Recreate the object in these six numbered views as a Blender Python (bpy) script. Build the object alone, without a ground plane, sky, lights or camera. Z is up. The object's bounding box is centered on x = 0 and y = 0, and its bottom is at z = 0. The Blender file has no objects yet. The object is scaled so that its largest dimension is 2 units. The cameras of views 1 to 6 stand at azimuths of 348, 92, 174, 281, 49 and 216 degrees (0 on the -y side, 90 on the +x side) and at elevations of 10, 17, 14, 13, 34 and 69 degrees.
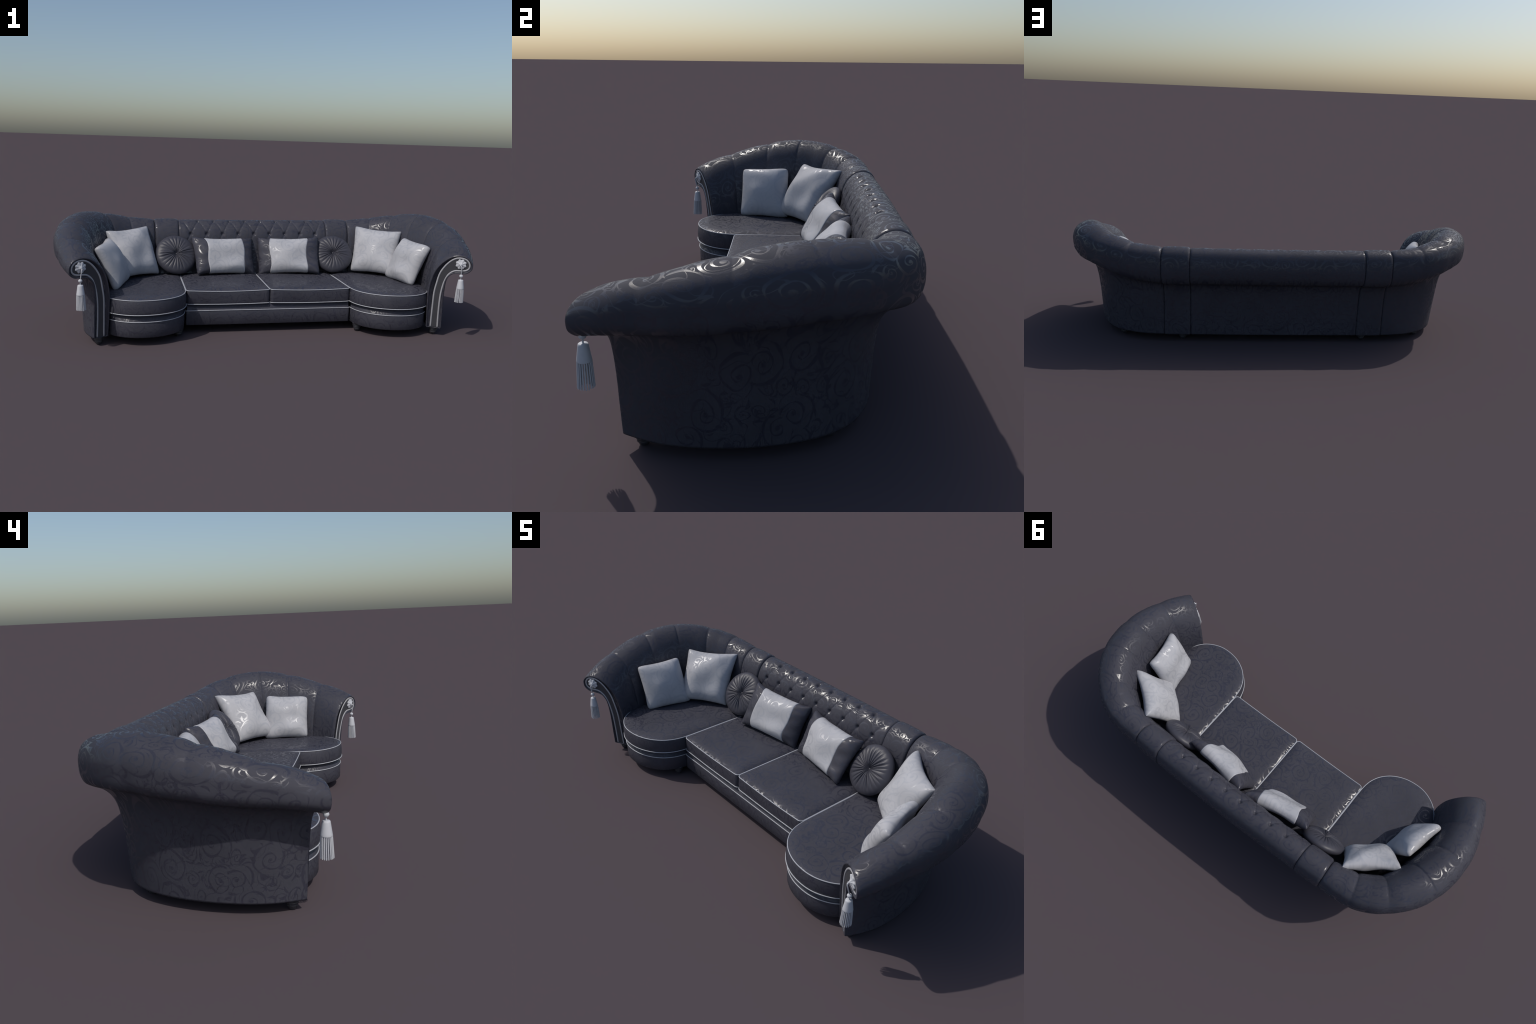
"""Long upholstered corner-arm sofa with a tufted back, rolled arms, two round-fronted end
seats, piping, tassels and eight loose cushions.  Built part by part from profiles and curves."""
import bpy, math, random
import numpy as np
from mathutils import Vector, Matrix, noise

rng = np.random.default_rng(7)
random.seed(7)
SCENE = bpy.context.scene.collection


# ------------------------------------------------------------------ small helpers
def spline(pts, n, closed=False, sub=24):
    """Centripetal-ish Catmull-Rom through pts, resampled to n points of equal arc length."""
    p = np.asarray(pts, float)
    m = len(p)
    out = []
    segs = m if closed else m - 1
    for i in range(segs):
        if closed:
            a, b, c, d = p[(i - 1) % m], p[i], p[(i + 1) % m], p[(i + 2) % m]
        else:
            b, c = p[i], p[i + 1]
            a = p[i - 1] if i else 2 * b - c
            d = p[i + 2] if i + 2 < m else 2 * c - b
        t = np.linspace(0, 1, sub, endpoint=False)[:, None]
        l0, l1, l2 = (max(np.linalg.norm(q), 1e-6) for q in (b - a, c - b, d - c))
        m1 = (c - a) / (l0 + l1) * l1
        m2 = (d - b) / (l1 + l2) * l1
        out.append((2 * t**3 - 3 * t**2 + 1) * b + (t**3 - 2 * t**2 + t) * m1 + (-2 * t**3 + 3 * t**2) * c + (t**3 - t**2) * m2)
    q = np.vstack(out + [p[:1] if closed else p[-1:]])
    L = np.concatenate([[0], np.cumsum(np.linalg.norm(np.diff(q, axis=0), axis=1))])
    u = np.linspace(0, L[-1], n + 1)[:-1] if closed else np.linspace(0, L[-1], n)
    return np.stack([np.interp(u, L, q[:, k]) for k in range(q.shape[1])], 1)


def smoothstep(a, b, x):
    t = np.clip((x - a) / (b - a), 0, 1)
    return t * t * (3 - 2 * t)


def make(name, verts, faces, mat, parent=None, smooth=True):
    me = bpy.data.meshes.new(name)
    me.from_pydata([tuple(map(float, v)) for v in verts], [], [tuple(int(i) for i in f) for f in faces])
    me.update()
    if smooth:
        me.shade_smooth()
    if mat:
        me.materials.append(mat)
    o = bpy.data.objects.new(name, me)
    SCENE.objects.link(o)
    if parent:
        o.parent = parent
    return o


def again(src, name, matrix, parent=None):
    o = src.copy()
    o.name = name
    SCENE.objects.link(o)
    if parent:
        o.parent = parent
    o.matrix_basis = matrix
    return o


def empty(name, loc=(0, 0, 0), parent=None):
    o = bpy.data.objects.new(name, None)
    o.empty_display_size = 0.05
    o.location = loc
    SCENE.objects.link(o)
    if parent:
        o.parent = parent
    return o


def grid_faces(nu, nv, wrap_u=False, wrap_v=False, start=0):
    f = []
    for i in range(nu if wrap_u else nu - 1):
        for j in range(nv if wrap_v else nv - 1):
            a, b = i * nv + j, ((i + 1) % nu) * nv + j
            c, d = ((i + 1) % nu) * nv + (j + 1) % nv, i * nv + (j + 1) % nv
            f.append((a + start, b + start, c + start, d + start))
    return f


def fix_normals(o):
    import bmesh
    bm = bmesh.new()
    bm.from_mesh(o.data)
    bmesh.ops.recalc_face_normals(bm, faces=bm.faces)
    bm.to_mesh(o.data)
    bm.free()
    o.data.update()
    return o


def tube(name, path, r, mat, parent=None, closed=False, ns=10, flat=1.0, normal=None):
    """Round cord along a polyline."""
    p = np.asarray(path, float)
    n = len(p)
    tan = (np.roll(p, -1, 0) - np.roll(p, 1, 0)) if closed else np.gradient(p, axis=0)
    tan /= np.linalg.norm(tan, axis=1)[:, None] + 1e-12
    up = np.array(normal if normal is not None else (0, 0, 1.0), float)
    verts = []
    for i in range(n):
        u = up - tan[i] * (up @ tan[i])
        if np.linalg.norm(u) < 1e-3:
            u = np.cross(tan[i], (1, 0, 0))
        u /= np.linalg.norm(u)
        w = np.cross(tan[i], u)
        for k in range(ns):
            a = 2 * math.pi * k / ns
            verts.append(p[i] + r * (math.cos(a) * w + flat * math.sin(a) * u))
    f = grid_faces(n, ns, closed, True)
    if not closed:
        f += [tuple(range(ns))[::-1], tuple((n - 1) * ns + k for k in range(ns))]
    return fix_normals(make(name, verts, f, mat, parent))


def lathe(name, prof, ns, mat, parent=None, loc=(0, 0, 0)):
    v = []
    for r, z in prof:
        for k in range(ns):
            a = 2 * math.pi * k / ns
            v.append((r * math.cos(a), r * math.sin(a), z))
    f = grid_faces(len(prof), ns, False, True)
    f += [tuple(range(ns))[::-1], tuple((len(prof) - 1) * ns + k for k in range(ns))]
    o = fix_normals(make(name, v, f, mat, parent))
    o.location = loc
    return o


# ------------------------------------------------------------------ materials
class Nodes:
    """Tiny wrapper to write node maths as expressions."""

    def __init__(self, tree):
        self.t = tree

    def new(self, kind, **kw):
        n = self.t.nodes.new(kind)
        for k, v in kw.items():
            setattr(n, k, v)
        return n

    def link(self, a, sock):
        if isinstance(a, (int, float)):
            sock.default_value = a
        elif isinstance(a, tuple):
            sock.default_value = a
        else:
            self.t.links.new(a, sock)

    def m(self, op, a, b=None, c=None, clamp=False):
        n = self.new("ShaderNodeMath", operation=op, use_clamp=clamp)
        for k, x in enumerate((a, b, c)):
            if x is not None:
                self.link(x, n.inputs[k])
        return n.outputs[0]

    def ss(self, lo, hi, x):
        n = self.new("ShaderNodeMapRange", interpolation_type="SMOOTHSTEP")
        self.link(x, n.inputs["Value"])
        self.link(lo, n.inputs["From Min"])
        self.link(hi, n.inputs["From Max"])
        return n.outputs["Result"]

    def xyz(self, v):
        n = self.new("ShaderNodeSeparateXYZ")
        self.link(v, n.inputs[0])
        return n.outputs

    def vec(self, x, y, z=0.0):
        n = self.new("ShaderNodeCombineXYZ")
        for k, a in enumerate((x, y, z)):
            self.link(a, n.inputs[k])
        return n.outputs[0]

    def vm(self, op, a, b=None):
        n = self.new("ShaderNodeVectorMath", operation=op)
        self.link(a, n.inputs[0])
        if b is not None:
            self.link(b, n.inputs[1])
        return n.outputs[0]


def scroll_layer(N, uv, scale, rnd, turns, width, offset):
    """Random scrolls: every Voronoi cell carries one tapering spiral, random hand and turn."""
    p = N.vm("ADD", N.vm("SCALE", uv), offset)
    p.node.inputs[0].links[0].from_node.inputs["Scale"].default_value = scale
    vo = N.new("ShaderNodeTexVoronoi", voronoi_dimensions="2D", feature="F1")
    vo.inputs["Scale"].default_value = 1.0
    vo.inputs["Randomness"].default_value = rnd
    N.link(p, vo.inputs["Vector"])
    d = N.xyz(N.vm("SUBTRACT", p, vo.outputs["Position"]))
    col = N.new("ShaderNodeSeparateColor")
    N.link(vo.outputs["Color"], col.inputs[0])
    hand = N.m("SUBTRACT", N.m("MULTIPLY", N.m("GREATER_THAN", col.outputs[0], 0.5), 2.0), 1.0)
    r = vo.outputs["Distance"]
    th = N.m("DIVIDE", N.m("ARCTAN2", d[1], d[0]), 2 * math.pi)
    ph = N.m("ADD", N.m("MULTIPLY", th, hand), col.outputs[1])
    ph = N.m("ADD", ph, N.m("MULTIPLY", N.m("POWER", r, 0.75), turns))
    f = N.m("ABSOLUTE", N.m("SUBTRACT", N.m("FRACT", ph), 0.5))
    w = N.m("ADD", N.m("MULTIPLY", r, width), 0.075)
    swell = N.m("ABSOLUTE", N.m("SINE", N.m("MULTIPLY", N.m("ADD", th, col.outputs[2]), math.pi * 3)))
    w = N.m("MULTIPLY", w, N.m("ADD", 0.5, N.m("MULTIPLY", swell, 1.0)))
    line = N.m("SUBTRACT", 1.0, N.ss(N.m("MULTIPLY", w, 0.6), w, f))
    line = N.m("MULTIPLY", line, N.m("SUBTRACT", 1.0, N.ss(0.46, 0.5, r)))
    eye = N.m("SUBTRACT", 1.0, N.ss(0.04, 0.065, r))
    return N.m("MAXIMUM", line, eye), r


def leaf_layer(N, uv, scale, offset):
    """Random pointed leaves between the scrolls."""
    p = N.vm("ADD", N.vm("SCALE", uv), offset)
    p.node.inputs[0].links[0].from_node.inputs["Scale"].default_value = scale
    vo = N.new("ShaderNodeTexVoronoi", voronoi_dimensions="2D", feature="F1")
    vo.inputs["Scale"].default_value = 1.0
    N.link(p, vo.inputs["Vector"])
    d = N.xyz(N.vm("SUBTRACT", p, vo.outputs["Position"]))
    col = N.new("ShaderNodeSeparateColor")
    N.link(vo.outputs["Color"], col.inputs[0])
    a = N.m("MULTIPLY", col.outputs[0], 2 * math.pi)
    c, s = N.m("COSINE", a), N.m("SINE", a)
    x = N.m("ADD", N.m("MULTIPLY", d[0], c), N.m("MULTIPLY", d[1], s))
    y = N.m("SUBTRACT", N.m("MULTIPLY", d[1], c), N.m("MULTIPLY", d[0], s))
    y = N.m("SUBTRACT", y, N.m("MULTIPLY", N.m("MULTIPLY", x, x), 1.1))  # curved midrib
    half = N.m("MULTIPLY", N.m("MULTIPLY", N.m("ADD", x, 0.36), N.m("SUBTRACT", 0.36, x)), 0.85)
    leaf = N.ss(0.0, 0.02, N.m("SUBTRACT", half, N.m("ABSOLUTE", y)))
    return N.m("MULTIPLY", leaf, N.m("GREATER_THAN", col.outputs[2], 0.15))


def damask_group():
    g = bpy.data.node_groups.new("damask", "ShaderNodeTree")
    g.interface.new_socket("Vector", in_out="INPUT", socket_type="NodeSocketVector")
    g.interface.new_socket("Mask", in_out="OUTPUT", socket_type="NodeSocketFloat")
    N = Nodes(g)
    i, o = N.new("NodeGroupInput"), N.new("NodeGroupOutput")
    nz = N.new("ShaderNodeTexNoise", noise_dimensions="2D")
    nz.inputs["Scale"].default_value = 14
    nz.inputs["Detail"].default_value = 0
    N.link(i.outputs[0], nz.inputs["Vector"])
    wob = N.vm("SCALE", N.vm("SUBTRACT", nz.outputs["Color"], (0.5, 0.5, 0.5)))
    wob.node.inputs["Scale"].default_value = 0.022
    uv = N.vm("ADD", i.outputs[0], wob)
    big, rb = scroll_layer(N, uv, 8.6, 0.85, 4.6, 0.20, (0.3, 0.7, 0))
    small, rs = scroll_layer(N, uv, 19.0, 0.85, 3.7, 0.24, (5.1, 2.2, 0))
    gap = N.ss(0.40, 0.45, rb)                     # small scrolls and leaves fill the gaps
    s1 = big
    s2 = N.m("MULTIPLY", small, gap)
    leaf = N.m("MAXIMUM", N.m("MULTIPLY", leaf_layer(N, uv, 21.0, (1.7, 8.3, 0)), N.ss(0.30, 0.34, rb)),
               N.m("MULTIPLY", leaf_layer(N, uv, 27.0, (4.4, 3.1, 0)), gap))
    vine = N.new("ShaderNodeTexNoise", noise_dimensions="2D")
    vine.inputs["Scale"].default_value = 16
    vine.inputs["Detail"].default_value = 0
    N.link(uv, vine.inputs["Vector"])
    v = N.m("SUBTRACT", 1.0, N.ss(0.006, 0.014, N.m("ABSOLUTE", N.m("SUBTRACT", vine.outputs["Fac"], 0.46))))
    m = N.m("MAXIMUM", N.m("MAXIMUM", s1, s2), N.m("MAXIMUM", leaf, v))
    N.link(m, o.inputs[0])
    return g


DAMASK = damask_group()


def coords(N, kind, shift=(0, 0, 0)):
    tc = N.new("ShaderNodeTexCoord").outputs["Object"]
    x, y, z = N.xyz(tc)
    if kind == "plan":
        return N.vm("ADD", tc, shift)
    if kind == "front":
        return N.vec(x, z)
    if kind == "bow":  # round the front of an end seat
        ax = N.m("SUBTRACT", N.m("ABSOLUTE", x), 0.583)
        th = N.m("ARCTAN2", ax, N.m("SUBTRACT", 0.1, N.m("ADD", y, 0.2)))
        return N.vec(N.m("ADD", N.m("MULTIPLY", th, 0.26), N.m("SIGN", x)), z)
    # "shell": length along the sofa's back and arms, against height-and-depth over the roll
    ax = N.m("ABSOLUTE", x)
    dx = N.m("MAXIMUM", N.m("SUBTRACT", ax, 0.5), 0.0)
    dy = N.m("ADD", y, 0.07)
    th = N.m("ARCTAN2", dx, dy)
    u = N.m("ADD", N.m("MINIMUM", ax, 0.5), N.m("MULTIPLY", th, 0.42))
    u = N.m("MULTIPLY", u, N.m("SIGN", x))
    rad = N.m("SQRT", N.m("ADD", N.m("MULTIPLY", dx, dx), N.m("MULTIPLY", dy, dy)))
    nx, ny, nz = N.xyz(N.new("ShaderNodeNewGeometry").outputs["Normal"])
    nr = N.m("ADD", N.m("MULTIPLY", N.m("MULTIPLY", nx, N.m("SIGN", x)), dx), N.m("MULTIPLY", ny, dy))
    outer = N.m("SUBTRACT", z, rad)
    bump = N.ss(0.2, 1.2, th)
    top = N.m("ADD", 0.476, N.m("MULTIPLY", bump, 0.05))
    inner = N.m("SUBTRACT", N.m("SUBTRACT", N.m("MULTIPLY", top, 2.0), z), rad)
    side = N.m("GREATER_THAN", nr, 0.0)
    v = N.m("ADD", N.m("MULTIPLY", outer, side), N.m("MULTIPLY", inner, N.m("SUBTRACT", 1.0, side)))
    return N.vec(u, v)


def fabric(name, kind, base, mark, rough, rough_mark, shift=(0, 0, 0), spec=0.24):
    mat = bpy.data.materials.new(name)
    mat.use_nodes = True
    N = Nodes(mat.node_tree)
    bsdf = mat.node_tree.nodes["Principled BSDF"]
    uv = coords(N, kind, shift)
    g = N.new("ShaderNodeGroup")
    g.node_tree = DAMASK
    N.link(uv, g.inputs[0])
    mask = g.outputs[0]
    tc = N.new("ShaderNodeTexCoord").outputs["Object"]
    cloud = N.new("ShaderNodeTexNoise")
    cloud.inputs["Scale"].default_value = 9
    cloud.inputs["Detail"].default_value = 3
    N.link(tc, cloud.inputs["Vector"])
    mix = N.new("ShaderNodeMix", data_type="RGBA")
    N.link(mask, mix.inputs["Factor"])
    mix.inputs[6].default_value = (*base, 1)
    mix.inputs[7].default_value = (*mark, 1)
    tone = N.new("ShaderNodeMix", data_type="RGBA", blend_type="MULTIPLY")
    tone.inputs["Factor"].default_value = 1.0
    N.link(mix.outputs[2], tone.inputs[6])
    val = N.m("ADD", 0.8, N.m("MULTIPLY", cloud.outputs["Fac"], 0.4))
    cc = N.new("ShaderNodeCombineColor")
    for k in range(3):
        N.link(val, cc.inputs[k])
    N.link(cc.outputs[0], tone.inputs[7])
    N.link(tone.outputs[2], bsdf.inputs["Base Color"])
    ro = N.m("ADD", rough, N.m("MULTIPLY", mask, rough_mark - rough))
    N.link(ro, bsdf.inputs["Roughness"])
    N.link(N.m("ADD", spec, N.m("MULTIPLY", mask, 0.54 - spec)), bsdf.inputs["Specular IOR Level"])
    weave = N.new("ShaderNodeTexNoise")
    weave.inputs["Scale"].default_value = 420
    weave.inputs["Detail"].default_value = 1
    N.link(tc, weave.inputs["Vector"])
    bump = N.new("ShaderNodeBump")
    bump.inputs["Strength"].default_value = 0.06
    bump.inputs["Distance"].default_value = 0.002
    N.link(weave.outputs["Fac"], bump.inputs["Height"])
    N.link(bump.outputs[0], bsdf.inputs["Normal"])
    return mat


def plain(name, col, rough, spec=0.5):
    mat = bpy.data.materials.new(name)
    mat.use_nodes = True
    N = Nodes(mat.node_tree)
    bsdf = mat.node_tree.nodes["Principled BSDF"]
    tc = N.new("ShaderNodeTexCoord").outputs["Object"]
    nz = N.new("ShaderNodeTexNoise")
    nz.inputs["Scale"].default_value = 60
    N.link(tc, nz.inputs["Vector"])
    r = N.new("ShaderNodeValToRGB")
    r.color_ramp.elements[0].position, r.color_ramp.elements[1].position = 0.3, 0.7
    r.color_ramp.elements[0].color = (*[c * 0.96 for c in col], 1)
    r.color_ramp.elements[1].color = (*[min(1, c * 1.04) for c in col], 1)
    N.link(nz.outputs["Fac"], r.inputs[0])
    N.link(r.outputs[0], bsdf.inputs["Base Color"])
    bsdf.inputs["Roughness"].default_value = rough
    bsdf.inputs["Specular IOR Level"].default_value = spec
    return mat


DARK, MARK = (0.0515, 0.0514, 0.0650), (0.0375, 0.0375, 0.0525)
PALE, PALE_MARK = (0.42, 0.42, 0.44), (0.37, 0.375, 0.40)
M_SHELL = fabric("grey_damask_upholstery", "shell", DARK, MARK, 0.74, 0.30)
M_SEAT = fabric("grey_damask_seat", "plan", DARK, MARK, 0.74, 0.30)
M_FRONT = fabric("grey_damask_front", "front", DARK, MARK, 0.62, 0.4)
M_BOW = fabric("grey_damask_bow_front", "bow", DARK, MARK, 0.62, 0.4)
M_DARK_PILLOW = fabric("grey_damask_cushion", "plan", DARK, MARK, 0.64, 0.31, (2.3, 1.1, 0))
M_PLEAT = plain("grey_satin_pleats", (0.048, 0.0475, 0.061), 0.46, 0.4)
M_PALE = fabric("silver_damask_cushion", "plan", PALE, PALE_MARK, 0.7, 0.34, (0.5, 0.9, 0))
M_PLAIN = plain("grey_plain_cloth", (0.046, 0.046, 0.053), 0.6)
M_PIPING = plain("silver_piping", (0.40, 0.41, 0.44), 0.5)
M_TRIM = plain("silver_trim", (0.36, 0.36, 0.38), 0.5)
M_TASSEL = plain("silver_tassel_thread", (0.52, 0.53, 0.56), 0.55)
M_FOOT = plain("dark_painted_wood", (0.035, 0.036, 0.042), 0.35)

# ------------------------------------------------------------------ back-and-arm shell
# plan of the outer wall at floor level, from the middle of the back round to the arm's front corner
PLAN = [(-0.2, .2960), (0, .297), (.2, .2960), (.403, .2930), (.522, .2890), (.605, .2800), (.68, .2580), (.75, .2170),
        (.806, .1500), (.842, .0650), (.862, -.0250), (.869, -.1200), (.862, -.2060), (.845, -.2650), (.817, -.3260)]
PL = spline(PLAN, 1600)
PL = PL[PL[:, 0].searchsorted(0) if False else int(np.argmin(np.abs(PL[:400, 0]))):]
PL[0] = (0, .297)
ARC = np.concatenate([[0], np.cumsum(np.linalg.norm(np.diff(PL, axis=0), axis=1))])
END = ARC[-1]
H_END = np.array([.868, -.497])      # across the arm's front face, outwards
LEAN = np.array([-.039, -.068])      # how that face leans with height


def arc_of(x, y):
    return ARC[np.argmin((PL[:, 0] - x) ** 2 + (PL[:, 1] - y) ** 2)]


# cross-sections (outward offset, height): up the outside wall, over the roll, down the inside
SEC_BACK = [(0, .038), (.003, .12), (.008, .2), (.017, .262), (.032, .292), (.056, .306), (.084, .318), (.103, .342), (.1115, .375), (.1105, .405),
            (.101, .438), (.082, .463), (.052, .474), (.022, .468), (-.008, .445), (-.026, .41), (-.036, .36), (-.05, .30), (-.07, .235), (-.09, .15), (-.1, .04)]
SEC_CORNER = [(0, .038), (.008, .12), (.016, .2), (.027, .268), (.042, .305), (.068, .328), (.1, .345), (.126, .372), (.137, .405), (.138, .435),
              (.129, .475), (.106, .513), (.072, .538), (.038, .545), (.004, .53), (-.026, .495), (-.046, .44), (-.06, .36), (-.073, .27), (-.082, .15), (-.084, .04)]
SEC_ARM = [(0, .038), (.004, .12), (.008, .2), (.016, .266), (.029, .298), (.052, .316), (.082, .326), (.112, .345), (.129, .37), (.131, .395),
           (.124, .425), (.102, .455), (.068, .473), (.034, .47), (0, .452), (-.03, .415), (-.05, .365), (-.065, .305), (-.075, .24), (-.08, .15), (-.08, .04)]
SEC_END = [(0, .037), (0, .1), (-.001, .194), (.003, .26), (.012, .290), (.03, .309), (.061, .314), (.093, .3165), (.116, .334), (.121, .355),
           (.116, .375), (.095, .395), (.063, .403), (.025, .396), (-.007, .375), (-.035, .345), (-.055, .31), (-.069, .26), (-.076, .215), (-.077, .135), (-.074, .037)]
KEYS = [(0, SEC_BACK), (arc_of(.56, .285), SEC_BACK), (arc_of(.835, .085), SEC_CORNER), (arc_of(.862, -.21), SEC_ARM), (END, SEC_END)]
KS = np.array([k for k, _ in KEYS])
KP = np.array([p for _, p in KEYS], float)
CREST_S = [0, arc_of(.522, .289), arc_of(.60, .28), arc_of(.70, .245), arc_of(.78, .185), arc_of(.835, .085), arc_of(.862, -.02), arc_of(.869, -.12), arc_of(.862, -.206), arc_of(.84, -.275), END]
CREST_Z = [.474, .470, .474, .490, .515, .538, .522, .495, .464, .436, .402]


# how the roll swells along its length: outward push, lift of the underside, lift of the top, push of the upper shoulder
SWELL_S = [0, arc_of(.522, .289), arc_of(.66, .265), arc_of(.78, .185), arc_of(.842, .065), arc_of(.866, -.06), arc_of(.862, -.206), arc_of(.84, -.275), END]
SWELL = np.array([(0, 0, 0, 0), (-.006, 0, .006, .002), (.008, .014, .011, .015), (-.005, .042, .011, .018), (-.003, .036, .002, .018),
                  (-.004, .028, .001, .012), (-.018, .018, -.001, .003), (-.004, .008, -.004, -.006), (0, 0, 0, 0)])
BELLS = [np.where((np.arange(21) > 2) & (np.arange(21) < 17), np.exp(-((np.arange(21) - c) / w) ** 2), 0) for c, w in ((8.5, 2.6), (5.5, 2.0), (12.5, 2.2), (11, 1.6))]


def section(s, n):
    j = int(np.clip(np.searchsorted(KS, s) - 1, 0, len(KS) - 2))
    t = float(np.clip((s - KS[j]) / (KS[j + 1] - KS[j]), 0, 1))
    if j < 2:
        t = t * t * (3 - 2 * t)
    p = KP[j] * (1 - t) + KP[j + 1] * t
    top = p[:, 1].max()
    want = np.interp(s, CREST_S, CREST_Z)
    hi = p[:, 1] > .30
    p[hi, 1] = .30 + (p[hi, 1] - .30) * (want - .30) / (top - .30)
    out, low, up, shoulder = (np.interp(s, SWELL_S, SWELL[:, k]) for k in range(4))
    p[:, 0] += out * BELLS[0] + shoulder * BELLS[3]
    p[:, 1] += low * BELLS[1] + up * BELLS[2]
    return spline(p, n, sub=12)


def shell_grid(s_list, nv):
    """s may be negative: the mirrored half."""
    G = np.zeros((len(s_list), nv, 3))
    for i, s in enumerate(s_list):
        a, sg = abs(s), (1 if s >= 0 else -1)
        P = np.array([np.interp(a, ARC, PL[:, 0]), np.interp(a, ARC, PL[:, 1])])
        e = .012
        T = np.array([np.interp(a + e, ARC, PL[:, k]) - np.interp(a - e, ARC, PL[:, k]) for k in (0, 1)]) if a < END - e else PL[-1] - PL[-30]
        if a < .3:
            T = np.array([1, 0.0])
        T /= np.linalg.norm(T)
        n = np.array([-T[1], T[0]])
        w = smoothstep(END - .20, END, a)
        n = n * (1 - w) + H_END * w
        n /= np.linalg.norm(n)
        pr = section(a, nv)
        lean = LEAN * smoothstep(END - .22, END, a)
        xy = P + pr[:, :1] * n + (pr[:, 1:] - .04) * lean
        G[i, :, 0], G[i, :, 1], G[i, :, 2] = xy[:, 0] * sg, xy[:, 1], pr[:, 1]
    return G


def grid_normals(G):
    du = np.gradient(G, axis=0)
    dv = np.gradient(G, axis=1)
    n = np.cross(du, dv)
    n /= np.linalg.norm(n, axis=2)[:, :, None] + 1e-12
    return n


def build_shell(name, s0, s1, nu, nv, parent, disp=None, soft0=.006, soft1=.006, recess=0):
    # denser rows at both ends, where the edge is rounded
    e = .012
    ends = e * (1 - np.cos(np.linspace(0, math.pi / 2, 7)))
    s = np.concatenate([s0 + ends[:-1], np.linspace(s0 + e, s1 - e, nu), (s1 - ends[:-1])[::-1]])
    G = shell_grid(s, nv)
    n = grid_normals(G)
    mid = len(s) // 2
    if n[mid, int(np.argmax(G[mid, :, 2])), 2] < 0:   # normals must point away from the stuffing
        n = -n
    S = s[:, None] * np.ones((1, nv))
    d = np.zeros((len(s), nv))
    if disp is not None:
        d += disp(S, G)
    for se, soft in ((s0, soft0), (s1, soft1)):
        t = np.clip(1 - np.abs(S - se) / e, 0, 1)
        d -= soft * (1 - np.sqrt(1 - t * t))
    P = G + n * d[:, :, None]
    if recess:   # the arm's front face sits a little behind its rolled lip
        k = -1 if recess > 0 else 0
        lip = P[k] - n[k] * .0042
        sunk = lip + np.array([.496 * recess, .865, .078]) * .005
        P = np.concatenate([P, [lip], [sunk]]) if recess > 0 else np.concatenate([[sunk], [lip], P])
    rows = len(P)
    V = P.reshape(-1, 3)
    f = grid_faces(rows, nv, False, True)
    f += [tuple(range(nv))[::-1], tuple((rows - 1) * nv + k for k in range(nv))]
    o = fix_normals(make(name, V, f, M_SHELL, parent))
    return o, G, n, d, s


def inner_weight(G):
    """1 on the seat side and crest of the shell, fading out over the back of the roll."""
    nv = G.shape[1]
    crest = np.argmax(G[:, :, 2], axis=1)
    j = np.arange(nv)[None, :] - crest[:, None]
    w = smoothstep(-nv * .12, nv * .04, j)
    return w


sofa = empty("sofa")
sofa["label"] = "long dark grey damask sofa with rolled curved arms, tufted back and silver piping"
sofa["category"] = "sofa"

# ---- tufted middle of the back
DX = .0850
S_TUFT = arc_of(.402, .293)
S_PANEL = arc_of(.526, .289)
NV = 230
probe = section(0, NV)
parc = np.concatenate([[0], np.cumsum(np.linalg.norm(np.diff(probe, axis=0), axis=1))])
crest0 = int(np.argmax(probe[:, 1]))


def arc_at_height(z):
    k = crest0 + int(np.argmin(np.abs(probe[crest0:, 1] - z)))
    return parc[k]


Q1, Q2 = arc_at_height(.4695), arc_at_height(.410)


def tuft_lattice(x, q):
    X = x / DX
    Q = (q - Q1) / (Q2 - Q1)
    Qc = np.clip(Q, 0, 2)
    a, b = X + Qc / 2 - .5, X - Qc / 2 - .5
    da, db = np.abs(a - np.round(a)), np.abs(b - np.round(b))
    above = np.exp(-np.clip(-Q, 0, 9) * 4.0)
    below = np.exp(-np.clip(Q - 2, 0, 9) * .9)
    edge = 1 - smoothstep(4.25, 4.6, np.abs(X))
    fade = above * below * edge
    crease = np.maximum(np.exp(-da / .035), np.exp(-db / .035))
    puff = np.sqrt(np.clip(np.minimum(da, .5) * 2, 0, 1) * np.clip(np.minimum(db, .5) * 2, 0, 1))
    d = fade * (.0032 * puff - 0.0018 * crease)
    for row in range(3):
        xs = (np.arange(-4, 5) if row == 1 else np.arange(-4, 4) + .5) * DX
        for xb in xs:
            rr = ((x - xb) / .0085) ** 2 + ((Q - row) * (Q2 - Q1) / .0085) ** 2
            d -= .011 * np.exp(-rr)
    return d


def tuft_disp(S, G):
    q = np.broadcast_to(parc[None, :], S.shape)
    nv = S.shape[1]
    w = smoothstep(crest0 - nv * .09, crest0 - nv * .02, np.arange(nv))[None, :]
    return tuft_lattice(G[:, :, 0], q) * w


tuft, TG, TN, TD, TS = build_shell("tufted_back", -S_TUFT, S_TUFT, 330, NV, sofa, tuft_disp)

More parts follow.
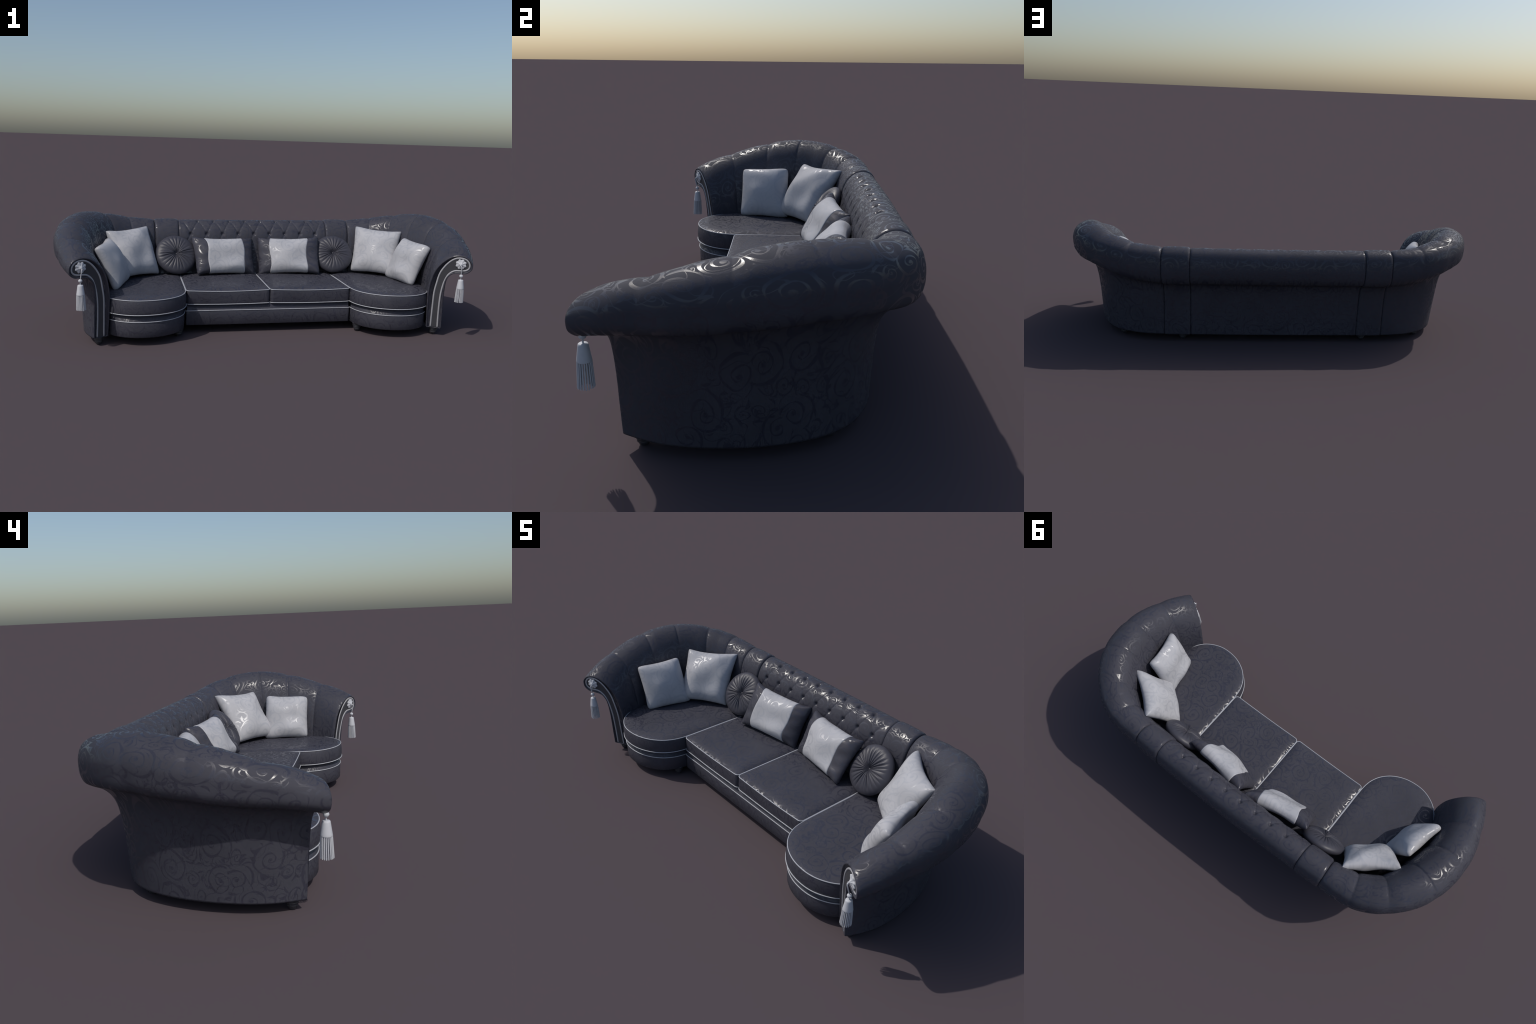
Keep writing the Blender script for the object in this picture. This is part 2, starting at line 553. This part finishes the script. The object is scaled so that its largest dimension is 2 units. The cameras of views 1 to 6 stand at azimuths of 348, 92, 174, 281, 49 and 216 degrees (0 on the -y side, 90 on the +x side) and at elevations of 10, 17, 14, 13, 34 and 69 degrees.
button_me = None
for row in range(3):
    k = int(np.argmin(np.abs(parc - (Q1 + row * (Q2 - Q1)))))
    for xb in (np.arange(-4, 5) if row == 1 else np.arange(-4, 4) + .5) * DX:
        i = int(np.argmin(np.abs(TG[:, k, 0] - xb)))
        nrm = Vector(TN[i, k])
        pos = Vector(TG[i, k] + TN[i, k] * (TD[i, k] - .0012))
        M = Matrix.Translation(pos) @ nrm.to_track_quat("Z", "Y").to_matrix().to_4x4()
        if button_me is None:
            button_me = lathe("button", [(.0002, -.003), (.0062, -.003), (.0066, -.001), (.0058, .0012), (.0038, .0026), (.0015, .0032), (.0002, .0033)], 16, M_PLEAT, tuft)
            button_me.matrix_basis = M
        else:
            again(button_me, "button", M, tuft)

# ---- plain panels beside it
for sg in (1, -1):
    def belly(S, G, sg=sg):
        f = (np.abs(S) - S_TUFT) / (S_PANEL - S_TUFT)
        return .0032 + .003 * np.clip(1 - np.abs(2 * f - 1) ** 2.5, 0, 1) * inner_weight(G)
    a, b = sorted((sg * S_TUFT, sg * S_PANEL))
    build_shell("back_panel", a, b, 40, 180, sofa, belly, .0085, .0085)

# ---- curved arms with stitched channels
SEAMS = [S_PANEL] + [arc_of(*c) for c in ((.650, .268), (.752, .215), (.833, .09), (.866, -.055), (.862, -.205))] + [END + .03]


def channels(S, G):
    a = np.abs(S)
    d = np.zeros_like(a)
    w = inner_weight(G)
    low = smoothstep(.16, .30, G[:, :, 2])
    for s0, s1 in zip(SEAMS[:-1], SEAMS[1:]):
        f = (a - s0) / (s1 - s0)
        inside = (f >= 0) & (f < 1)
        arch = np.sqrt(np.clip(1 - np.abs(2 * f - 1) ** 2.4, 0, 1))
        d += np.where(inside, (.0092 * arch - .0058) * w * low, 0)
        # the seams still pull a faint dent in the back of the roll
    for s0 in SEAMS[1:-1]:
        roll = smoothstep(.33, .38, G[:, :, 2])
        d -= .0025 * np.exp(-((a - s0) / .02) ** 2) * roll * (1 - w)
    return d


TRIM = [(-.052, .040), (-.049, .144), (-.046, .213), (-.038, .26), (-.026, .31), (-.006, .346), (.018, .373), (.042, .388), (.065, .3915), (.088, .386),
        (.102, .371), (.1055, .357), (.102, .343), (.088, .333), (.064, .330), (.041, .328), (.023, .318), (.008, .3), (-.004, .27), (-.012, .235),
        (-.017, .192), (-.0195, .12), (-.0195, .040)]


def face_point(o, z, out, sg):
    """Point on the arm's leaning front face; out = distance in front of it."""
    c = PL[-1] + o * H_END + (z - .04) * LEAN
    n = np.array([-.496, -.865, -.078])
    p = np.array([c[0], c[1], z]) + n * out
    return p * [sg, 1, 1]


def strand_mesh():
    p = [(0, 0, 0), (0, 0, -.5), (0, 0, -1)]
    v, f = [], []
    for i, (x, y, z) in enumerate(p):
        for k in range(7):
            a = 2 * math.pi * k / 7
            v.append((math.cos(a), math.sin(a), z))
    f = grid_faces(3, 7, False, True) + [tuple(range(7)), tuple(14 + k for k in range(7))]
    o = fix_normals(make("tassel_strand", v, f, M_TASSEL))
    return o


strand0 = None
for sg in (1, -1):
    a, b = (S_PANEL, END) if sg > 0 else (-END, -S_PANEL)
    arm, *_ = build_shell("curved_arm", a, b, 210, 190, sofa, channels, *((.006, .0035) if sg > 0 else (.0035, .006)), recess=sg)
    loop = spline(TRIM, 150)
    # inset dark panel, 1.5 mm thick, inside the trim
    m = len(loop)
    v = [face_point(o, z, -.0035, sg) for o, z in loop] + [face_point(o, z, -.008, sg) for o, z in loop]
    f = [tuple(range(m)), tuple(range(m, 2 * m))[::-1]] + [(i, (i + 1) % m, m + (i + 1) % m, m + i) for i in range(m)]
    pan = fix_normals(make("arm_front_panel", v, f, M_PLAIN, arm, smooth=False))
    tube("front_trim", [face_point(o, z, -.0034, sg) for o, z in loop], .0039, M_TRIM, arm, ns=12, flat=.7, normal=(-.496 * sg, -.865, -.078))

    # rosette: eight pointed petals round a domed middle
    nr, na = 16, 96
    v = []
    for i in range(nr):
        t = i / (nr - 1)
        for k in range(na):
            th = 2 * math.pi * k / na
            pet = abs(((th * 8 / (2 * math.pi)) % 1) - .5) * 2          # 0 on a tip, 1 in a notch
            R = .0255 * (1 - .2 * pet ** 1.2)
            r = R * t
            hgt = .006 * (1 - smoothstep(.0, .5, t)) + .0055 * (1 - .75 * t ** 2) * (1 - .3 * pet * smoothstep(.35, .8, t)) + .001
            v.append((r * math.cos(th), r * math.sin(th), hgt))
    base = len(v)
    v += [(x, y, -.002) for x, y, _ in v[-na:]]
    f = grid_faces(nr, na, False, True) + [(base - na + k, base - na + (k + 1) % na, base + (k + 1) % na, base + k) for k in range(na)] + [tuple(base + k for k in range(na))]
    ros = fix_normals(make("rosette", v, f, M_TASSEL, arm))
    fn = Vector((-.496 * sg, -.865, -.078))
    ros.matrix_basis = Matrix.Translation(Vector(face_point(.066, .3625, -.002, sg))) @ fn.to_track_quat("Z", "Y").to_matrix().to_4x4()

    # tassel hanging from the rosette
    top = Vector(face_point(.066, .360, .012, sg))
    bead = Vector((.8635 * sg, -.387, .308))
    tas = lathe("tassel", [(.0003, .0), (.0096, -.0004), (.0114, -.002), (.0123, -.006), (.0146, -.022), (.0168, -.037), (.0176, -.0425), (.0174, -.0435), (.012, -.0436)], 40, M_TASSEL, sofa, (bead.x, bead.y, .2915))
    lean = Vector((-.0015 * sg, -.0005, 0))
    inv = Matrix.Translation(-tas.location)

    def hang(o):
        o.parent = tas
        o.matrix_basis = inv @ o.matrix_basis
        return o
    hang(lathe("tassel_bead", [(.0001 + .0086 * math.sin(math.pi * i / 14), -.0078 * math.cos(math.pi * i / 14)) for i in range(15)], 28, M_TASSEL, None, bead))
    cord = spline([top + Vector((0, .006, 0)), top + Vector((0, -.004, -.003)), top * .45 + bead * .55 + Vector((0, -.003, 0)), bead, (bead.x, bead.y, .289)], 24)
    hang(tube("tassel_cord", cord, .0021, M_TASSEL))
    for ring, cnt, r0, r1 in ((0, 20, .0157, .0188), (1, 12, .010, .0128)):
        for k in range(cnt):
            th = 2 * math.pi * (k + .5 * ring) / cnt + rng.normal(0, .02)
            p0 = Vector((r0 * math.cos(th), r0 * math.sin(th), -.040)) + tas.location
            p1 = Vector((r1 * math.cos(th), r1 * math.sin(th), -.1075 + rng.normal(0, .0006))) + tas.location + lean
            d = p1 - p0
            M = Matrix.Translation(p0) @ (-d).to_track_quat("Z", "Y").to_matrix().to_4x4() @ Matrix.Diagonal((.0017, .0017, d.length, 1))
            if strand0 is None:
                strand0 = strand_mesh()
                strand0.matrix_basis = M
                hang(strand0)
            else:
                hang(again(strand0, "tassel_strand", M))

# ------------------------------------------------------------------ seats and bases
PIPE = .0021


def offset_loop(p, d):
    t = np.roll(p, -1, 0) - np.roll(p, 1, 0)
    t /= np.linalg.norm(t, axis=1)[:, None]
    area = .5 * np.sum(p[:, 0] * np.roll(p[:, 1], -1) - np.roll(p[:, 0], -1) * p[:, 1])
    n = np.stack([t[:, 1], -t[:, 0]], 1) * (1 if area > 0 else -1)
    return p + n * d


EDGE = .018   # how far in from the piping the stuffing takes to fill out


def box_swell(x, y, lp):
    lo, hi = lp.min(0), lp.max(0)
    e = [(1 - np.exp(-np.minimum(v - l, h - v) / EDGE)) for v, l, h in ((x, lo[0], hi[0]), (y, lo[1], hi[1]))]
    return np.clip(e[0], 0, 1) * np.clip(e[1], 0, 1)


def slab(name, loop, rings, crown, mat, parent, sag=None, boxy=False):
    """Upholstered block: rings of (outward offset, height) from the bottom up, then a crowned top."""
    m = len(loop)
    V = [np.column_stack([offset_loop(loop, d), np.full(m, z)]) for d, z in rings]
    last = V[-1]
    c = loop.mean(0)
    K = 26
    for k in range(1, K):
        s = 1 - (k / K) ** 1.8
        q = c + (last[:, :2] - c) * s
        up = box_swell(q[:, 0], q[:, 1], last[:, :2]) if boxy else np.full(m, 1 - math.exp(-(1 - s) * .18 / EDGE))
        V.append(np.column_stack([q, rings[-1][1] + crown * up]))
    V = np.array(V)
    if sag is not None:
        V[:, :, 2] += sag(V[:, :, 0], V[:, :, 1], V[:, :, 2])
    f = grid_faces(len(V), m, False, True)
    n = len(V) * m
    f += [tuple(range(m))[::-1], tuple(range(n - m, n))]
    return fix_normals(make(name, V.reshape(-1, 3), f, mat, parent))


def round_rect(x0, x1, y0, y1, r, n=26, front_only=False):
    pts = []
    for cx, cy, a0 in ((x1 - r, y0 + r, -90), (x1 - r, y1 - r, 0), (x0 + r, y1 - r, 90), (x0 + r, y0 + r, 180)):
        for a in np.linspace(a0, a0 + 90, 9):
            pts.append((cx + r * math.cos(math.radians(a)), cy + r * math.sin(math.radians(a))))
    p = np.array(pts)
    # even resampling without overshooting
    q = np.vstack([p, p[:1]])
    L = np.concatenate([[0], np.cumsum(np.linalg.norm(np.diff(q, axis=0), axis=1))])
    u = np.linspace(0, L[-1], n * 14, endpoint=False)
    return np.stack([np.interp(u, L, q[:, k]) for k in (0, 1)], 1)


def pipe(loop, z, parent, sag=None, d=0.0):
    p = offset_loop(loop, d)
    zz = np.full(len(p), z)
    if sag is not None:
        zz = zz + sag(p[:, 0], p[:, 1], zz)
    tube("piping", np.column_stack([p, zz]), PIPE, M_PIPING, parent, closed=True, ns=8)


# two middle seat cushions
for sg in (1, -1):
    x0, x1 = sorted((sg * .0015, sg * .4005))
    lp = round_rect(x0, x1, -.168, .225, .016)

    def sag(x, y, z, sg=sg):
        f = np.clip((np.abs(x) - .002) / .4, 0, 1)
        front = np.exp(-np.clip(y + .17, 0, 1) / .05)
        up = smoothstep(.16, .2, z)
        return -.0055 * np.sin(math.pi * f) * front * up - .003 * np.sin(math.pi * f) * front * (1 - up)
    rings = [(-.02, .139), (-.004, .1395), (0, .142), (.0015, .15), (.0025, .17), (.0018, .19), (.0008, .2), (-.0006, .2045), (-.002, .2066)]
    c = slab("seat_cushion", lp, rings, .010, M_SEAT, sofa, sag, True)
    c.data.materials.append(M_FRONT)
    for pl in c.data.polygons:
        pl.material_index = 1 if abs(pl.normal.z) < .5 else 0
    pipe(lp, .2055, c, sag, .0005)
    pipe(lp, .1415, c, sag, .0015)

# middle base
lp = round_rect(-.4025, .4025, -.166, .24, .0015)
b = slab("seat_base", lp, [(-.006, .038), (-.002, .0385), (0, .041), (0, .105), (-.002, .109), (-.005, .111), (-.005, .141)], 0, M_FRONT, sofa)
pipe(lp, .1085, b, None, .0)

# round-fronted end seats
BOW = [(.4045, .225), (.4045, .1), (.4045, -.02), (.4045, -.135), (.4075, -.182), (.417, -.222), (.439, -.2635), (.473, -.2985), (.512, -.3225), (.555, -.3375), (.605, -.3435),
       (.648, -.340), (.688, -.3265), (.727, -.3020), (.757, -.268), (.778, -.225), (.789, -.18), (.795, -.12), (.79, -.03), (.772, .05), (.735, .13), (.67, .2), (.58, .225), (.48, .228)]
for sg in (1, -1):
    bw = spline(BOW, 260, closed=True) * [sg, 1]
    rings = [(-.02, .1395), (-.003, .140), (.003, .142), (.0045, .15), (.005, .168), (.0035, .188), (.001, .2), (-.0006, .2045), (-.002, .2066)]
    c = slab("end_seat_cushion", bw, rings, .010, M_SEAT, sofa)
    c.data.materials.append(M_BOW)
    for pl in c.data.polygons:
        pl.material_index = 1 if abs(pl.normal.z) < .5 else 0
    pipe(bw, .2055, c, None, .0)
    pipe(bw, .1415, c, None, .0045)
    b = slab("end_seat_base", bw, [(-.016, .036), (-.008, .0365), (-.005, .040), (-.004, .07), (-.003, .104), (-.005, .109), (-.008, .111), (-.007, .142)], 0, M_BOW, sofa)
    pipe(bw, .1085, b, None, -.0025)

# turned feet
FOOT = [(.0005, 0), (.0112, 0), (.0124, .001), (.0130, .0055), (.0150, .0075), (.0176, .0100), (.0172, .0135), (.0163, .0152), (.0197, .0182), (.0194, .0216), (.0184, .0232),
        (.0220, .0262), (.0217, .0296), (.0208, .0312), (.0240, .0335), (.0243, .042), (.0005, .042)]
foot = None
for sg in (1, -1):
    for x, y in ((.797, -.279), (.438, -.190), (.441, .2415), (.730, .171)):
        if foot is None:
            foot = lathe("foot", FOOT, 32, M_FOOT, sofa, (x * sg, y, 0))
        else:
            again(foot, "foot", Matrix.Translation((x * sg, y, 0)), sofa)


# ------------------------------------------------------------------ loose cushions
def frame(tl, tr, bl, br):
    tl, tr, bl, br = map(Vector, (tl, tr, bl, br))
    c = (tl + tr + bl + br) / 4
    right = ((tr - tl) + (br - bl)) / 2
    up = ((tl - bl) + (tr - br)) / 2
    w, h = right.length, up.length
    x = right.normalized()
    y = (up - x * up.dot(x)).normalized()
    z = x.cross(y)
    M = Matrix((x, y, z)).transposed().to_4x4()
    M.translation = c
    return M, w / 2, h / 2


def corner_pull(M, a, b, corners, u, v):
    """How far the measured corners draw the cushion away from a true rectangle (bilinear)."""
    inv = M.inverted()
    tl, tr, bl, br = (np.array(inv @ Vector(c)) - np.array(q) for c, q in zip(corners, ((-a, b, 0), (a, b, 0), (-a, -b, 0), (a, -b, 0))))
    s, t = ((1 + u) / 2)[..., None], ((1 + v) / 2)[..., None]
    d = (1 - s) * (1 - t) * bl + s * (1 - t) * br + (1 - s) * t * tl + s * t * tr
    return d[..., 0], d[..., 1], d[..., 2]


def pad_surface(u, v, a, b, T, pinch, seed, warp, corner=.06, waist=None):
    """Stuffed square: pinched sides, rounded ears, lumpy belly; returns x, y and half-thickness."""
    x = a * u * (1 - pinch * (1 - v * v) * np.abs(u) ** 1.5)
    y = b * v * (1 - (pinch * (1 - u * u) if waist is None else waist * (1 - np.abs(u) ** 3.5)) * np.abs(v) ** 1.5)
    k = 1 - corner * (np.abs(u) ** 8 * np.abs(v) ** 8)
    x, y = x * k, y * k
    t = (np.clip(1 - np.abs(u) ** 2.3, 0, 1) * np.clip(1 - np.abs(v) ** 2.3, 0, 1)) ** .56
    lump = np.array([noise.noise(Vector((p * 1.3 + seed, q * 1.3, seed * .7))) for p, q in zip(u.ravel(), v.ravel())]).reshape(u.shape)
    ear = .017 * np.abs(u * v) ** 2.5 * ((1 - np.abs(u) ** 10) * (1 - np.abs(v) ** 10)) ** .5
    x, y = x + .007 * lump * np.abs(v) ** 2, y + .007 * lump * np.abs(u) ** 2
    half = T * t * (1 + .38 * lump) + ear
    mid = warp[0] * u * v + warp[1] * u * u + warp[2] * v * v + .006 * lump * (1 - t)
    return x, y, half, mid


def chebyshev(n, lo=-1, hi=1):
    s = np.sin(np.linspace(-math.pi / 2, math.pi / 2, n))
    return lo + (hi - lo) * (s + 1) / 2


def cushion(name, corners, T, pinch, seed, warp, mat, label, corner=.06, grow=1.0):
    M, a, b = frame(*corners)
    n = 57
    U, V = np.meshgrid(chebyshev(n), chebyshev(n), indexing="ij")
    x, y, h, mid = pad_surface(U, V, a * grow, b * grow, T, pinch, seed, warp, corner)
    px, py, pz = corner_pull(M, a, b, corners, U, V)
    x, y, mid = x + px, y + py, mid + pz
    front = np.stack([x, y, mid + h], 2).reshape(-1, 3)
    back = np.stack([x, y, mid - h], 2).reshape(-1, 3)
    f = grid_faces(n, n) + [q[::-1] for q in grid_faces(n, n, start=n * n)]
    o = make(name, np.vstack([front, back]), f, mat)
    import bmesh
    bm = bmesh.new()
    bm.from_mesh(o.data)
    bmesh.ops.remove_doubles(bm, verts=bm.verts, dist=1e-5)
    bmesh.ops.recalc_face_normals(bm, faces=bm.faces)
    bm.to_mesh(o.data)
    bm.free()
    o.data.shade_smooth()
    o.matrix_basis = M
    o["label"], o["category"] = label, "cushion"
    return o


def mirror(c):
    """Mirror corner set (tl, tr, bl, br) across the sofa's middle."""
    f = lambda p: (-p[0], p[1], p[2])
    return f(c[1]), f(c[0]), f(c[3]), f(c[2])


SMALL = ((-.790, -.165, .414), (-.758, .040, .421), (-.716, -.167, .220), (-.657, .040, .226))
LARGE = ((-.768, .107, .452), (-.566, .267, .453), (-.706, -.008, .229), (-.502, .145, .230))
cushion("small_square_cushion", SMALL, .046, .06, 1.3, (.006, -.010, -.004), M_PALE, "small square silver grey damask cushion with soft corners", .075, 1.065)
cushion("large_square_cushion", LARGE, .049, .10, 4.1, (.004, -.008, -.006), M_PALE, "large square silver grey damask cushion leaning in a corner", .03, 1.02)
cushion("small_square_cushion", mirror(SMALL), .046, .06, 2.3, (-.006, -.010, -.004), M_PALE, "small square silver grey damask cushion with soft corners", .075, 1.065)
cushion("large_square_cushion", mirror(LARGE), .049, .10, 6.4, (-.004, -.008, -.006), M_PALE, "large square silver grey damask cushion leaning in a corner", .03, 1.02)


def banded(corners, seed, flip):
    """Oblong cushion: silver sleeve round the middle, dark ends."""
    M, a, b = frame(*corners)
    root = empty("oblong_cushion")
    root.matrix_basis = M
    root["label"], root["category"] = "oblong cushion with silver middle band and dark grey damask ends", "cushion"
    n = 49
    warp = (.006 * flip, -.010, -.004)
    for name, u0, u1, mat, proud in (("silver_sleeve", -.60, .60, M_PALE, .0022), ("dark_end", -1, -.58, M_DARK_PILLOW, 0), ("dark_end", .58, 1, M_DARK_PILLOW, 0)):
        nu = 61 if proud else 33
        uu = np.linspace(u0, u1, nu) if proud else (1 - (1 - abs(u0) if abs(u0) < 1 else 1 - abs(u1)) * (1 - np.sin(np.linspace(0, math.pi / 2, nu))))
        if not proud and u1 < 0:
            uu = -uu
        U, V = np.meshgrid(uu, chebyshev(n), indexing="ij")
        x, y, h, mid = pad_surface(U, V, a * 1.02, b * 1.04, .043, .05, seed, warp, .05, .17)
        # the sleeve's hem wanders a little and its edge tucks in
        if proud:
            hem = smoothstep(.5, .6, np.abs(U))
            x = x + hem * .004 * np.sin(V * 4 + seed * 3 + U)
            lift = proud * np.sqrt(np.clip(1 - (np.abs(U) / .6) ** 24, 0, 1))
            h = h + lift
            y = y * (1 + lift / b)
        else:
            wr = .0012 * np.sin(V * 13 + seed) * smoothstep(1, .85, np.abs(U)) * smoothstep(.6, .72, np.abs(U))
            h = h + wr * (1 - V ** 8)
        px, py, pz = corner_pull(M, a, b, corners, U, V)
        x, y, mid = x + px, y + py, mid + pz
        front = np.stack([x, y, mid + h], 2)
        back = np.stack([x, y, mid - h], 2)[:, ::-1]
        G = np.concatenate([front, back[:, 1:-1]], 1)
        nvv = G.shape[1]
        f = grid_faces(nu, nvv, False, True)
        if proud:
            f += [tuple(range(nvv))[::-1], tuple((nu - 1) * nvv + k for k in range(nvv))]
        else:
            f += [tuple(range(nvv))]
        o = make(name, G.reshape(-1, 3), f, mat, root)
        import bmesh
        bm = bmesh.new()
        bm.from_mesh(o.data)
        bmesh.ops.remove_doubles(bm, verts=bm.verts, dist=1e-6)
        bmesh.ops.recalc_face_normals(bm, faces=bm.faces)
        bm.to_mesh(o.data)
        bm.free()
        o.data.shade_smooth()
    return root


OBLONG = ((-.341, .206, .409), (-.012, .262, .391), (-.322, .097, .223), (-.008, .151, .213))
banded(OBLONG, 2.2, 1)
banded(mirror(OBLONG), 3.4, -1)


def round_cushion(centre, nrm, R, T, seed):
    """Pleated round cushion with a buttoned middle."""
    nr, na, folds = 40, 26 * 14, 26
    prof = []
    for i in range(nr):
        t = i / (nr - 1)
        prof.append(t)
    th = np.linspace(0, 2 * math.pi, na, endpoint=False)
    jit = np.array([noise.noise(Vector((math.cos(x) * 2 + seed, math.sin(x) * 2, seed))) for x in th])
    V = []
    ts = 1 - (1 - np.linspace(0, 1, nr)) ** 1.9
    for side in (1, -1):
        for t in (ts if side > 0 else ts[::-1][1:]):
            dome = T * (1 - t ** 3.2) ** .5
            dimple = -.016 * np.exp(-(t / .13) ** 2) + -.004 * np.exp(-(t / .45) ** 2)
            w = np.abs(np.sin(folds * .5 * th + 1.1 * jit)) ** .75 - .75
            pleat = .0046 * w * min(1, t / .2) * (1 - smoothstep(.58, .96, t)) * (1 + 1.2 * jit)
            r = R * t * (1 + .012 * jit)
            V.append(np.stack([r * np.cos(th), r * np.sin(th), side * (dome + dimple + (pleat if t > 0 else 0) * np.ones_like(th))], 1))
    V = np.array(V)
    f = grid_faces(len(V), na, False, True)
    o = make("round_cushion", V.reshape(-1, 3), f, M_PLEAT)
    import bmesh
    bm = bmesh.new()
    bm.from_mesh(o.data)
    bmesh.ops.remove_doubles(bm, verts=bm.verts, dist=1e-6)
    bmesh.ops.recalc_face_normals(bm, faces=bm.faces)
    bm.to_mesh(o.data)
    bm.free()
    o.data.shade_smooth()
    o.matrix_basis = Matrix.Translation(Vector(centre)) @ Vector(nrm).to_track_quat("Z", "Y").to_matrix().to_4x4()
    b = lathe("cushion_button", [(.0002, -.002), (.0052, -.002), (.0055, 0), (.0042, .0018), (.002, .0026), (.0002, .0028)], 18, M_PLEAT, o)
    b.location = (0, 0, T - .0195)
    o["label"], o["category"] = "round dark grey cushion with radiating pleats and button", "cushion"
    return o


for sg in (1, -1):
    round_cushion((.422 * sg, .194, .312), (-.10 * sg, -.83, .55), .107, .032, 3.0 + sg)
bpy.context.view_layer.update()
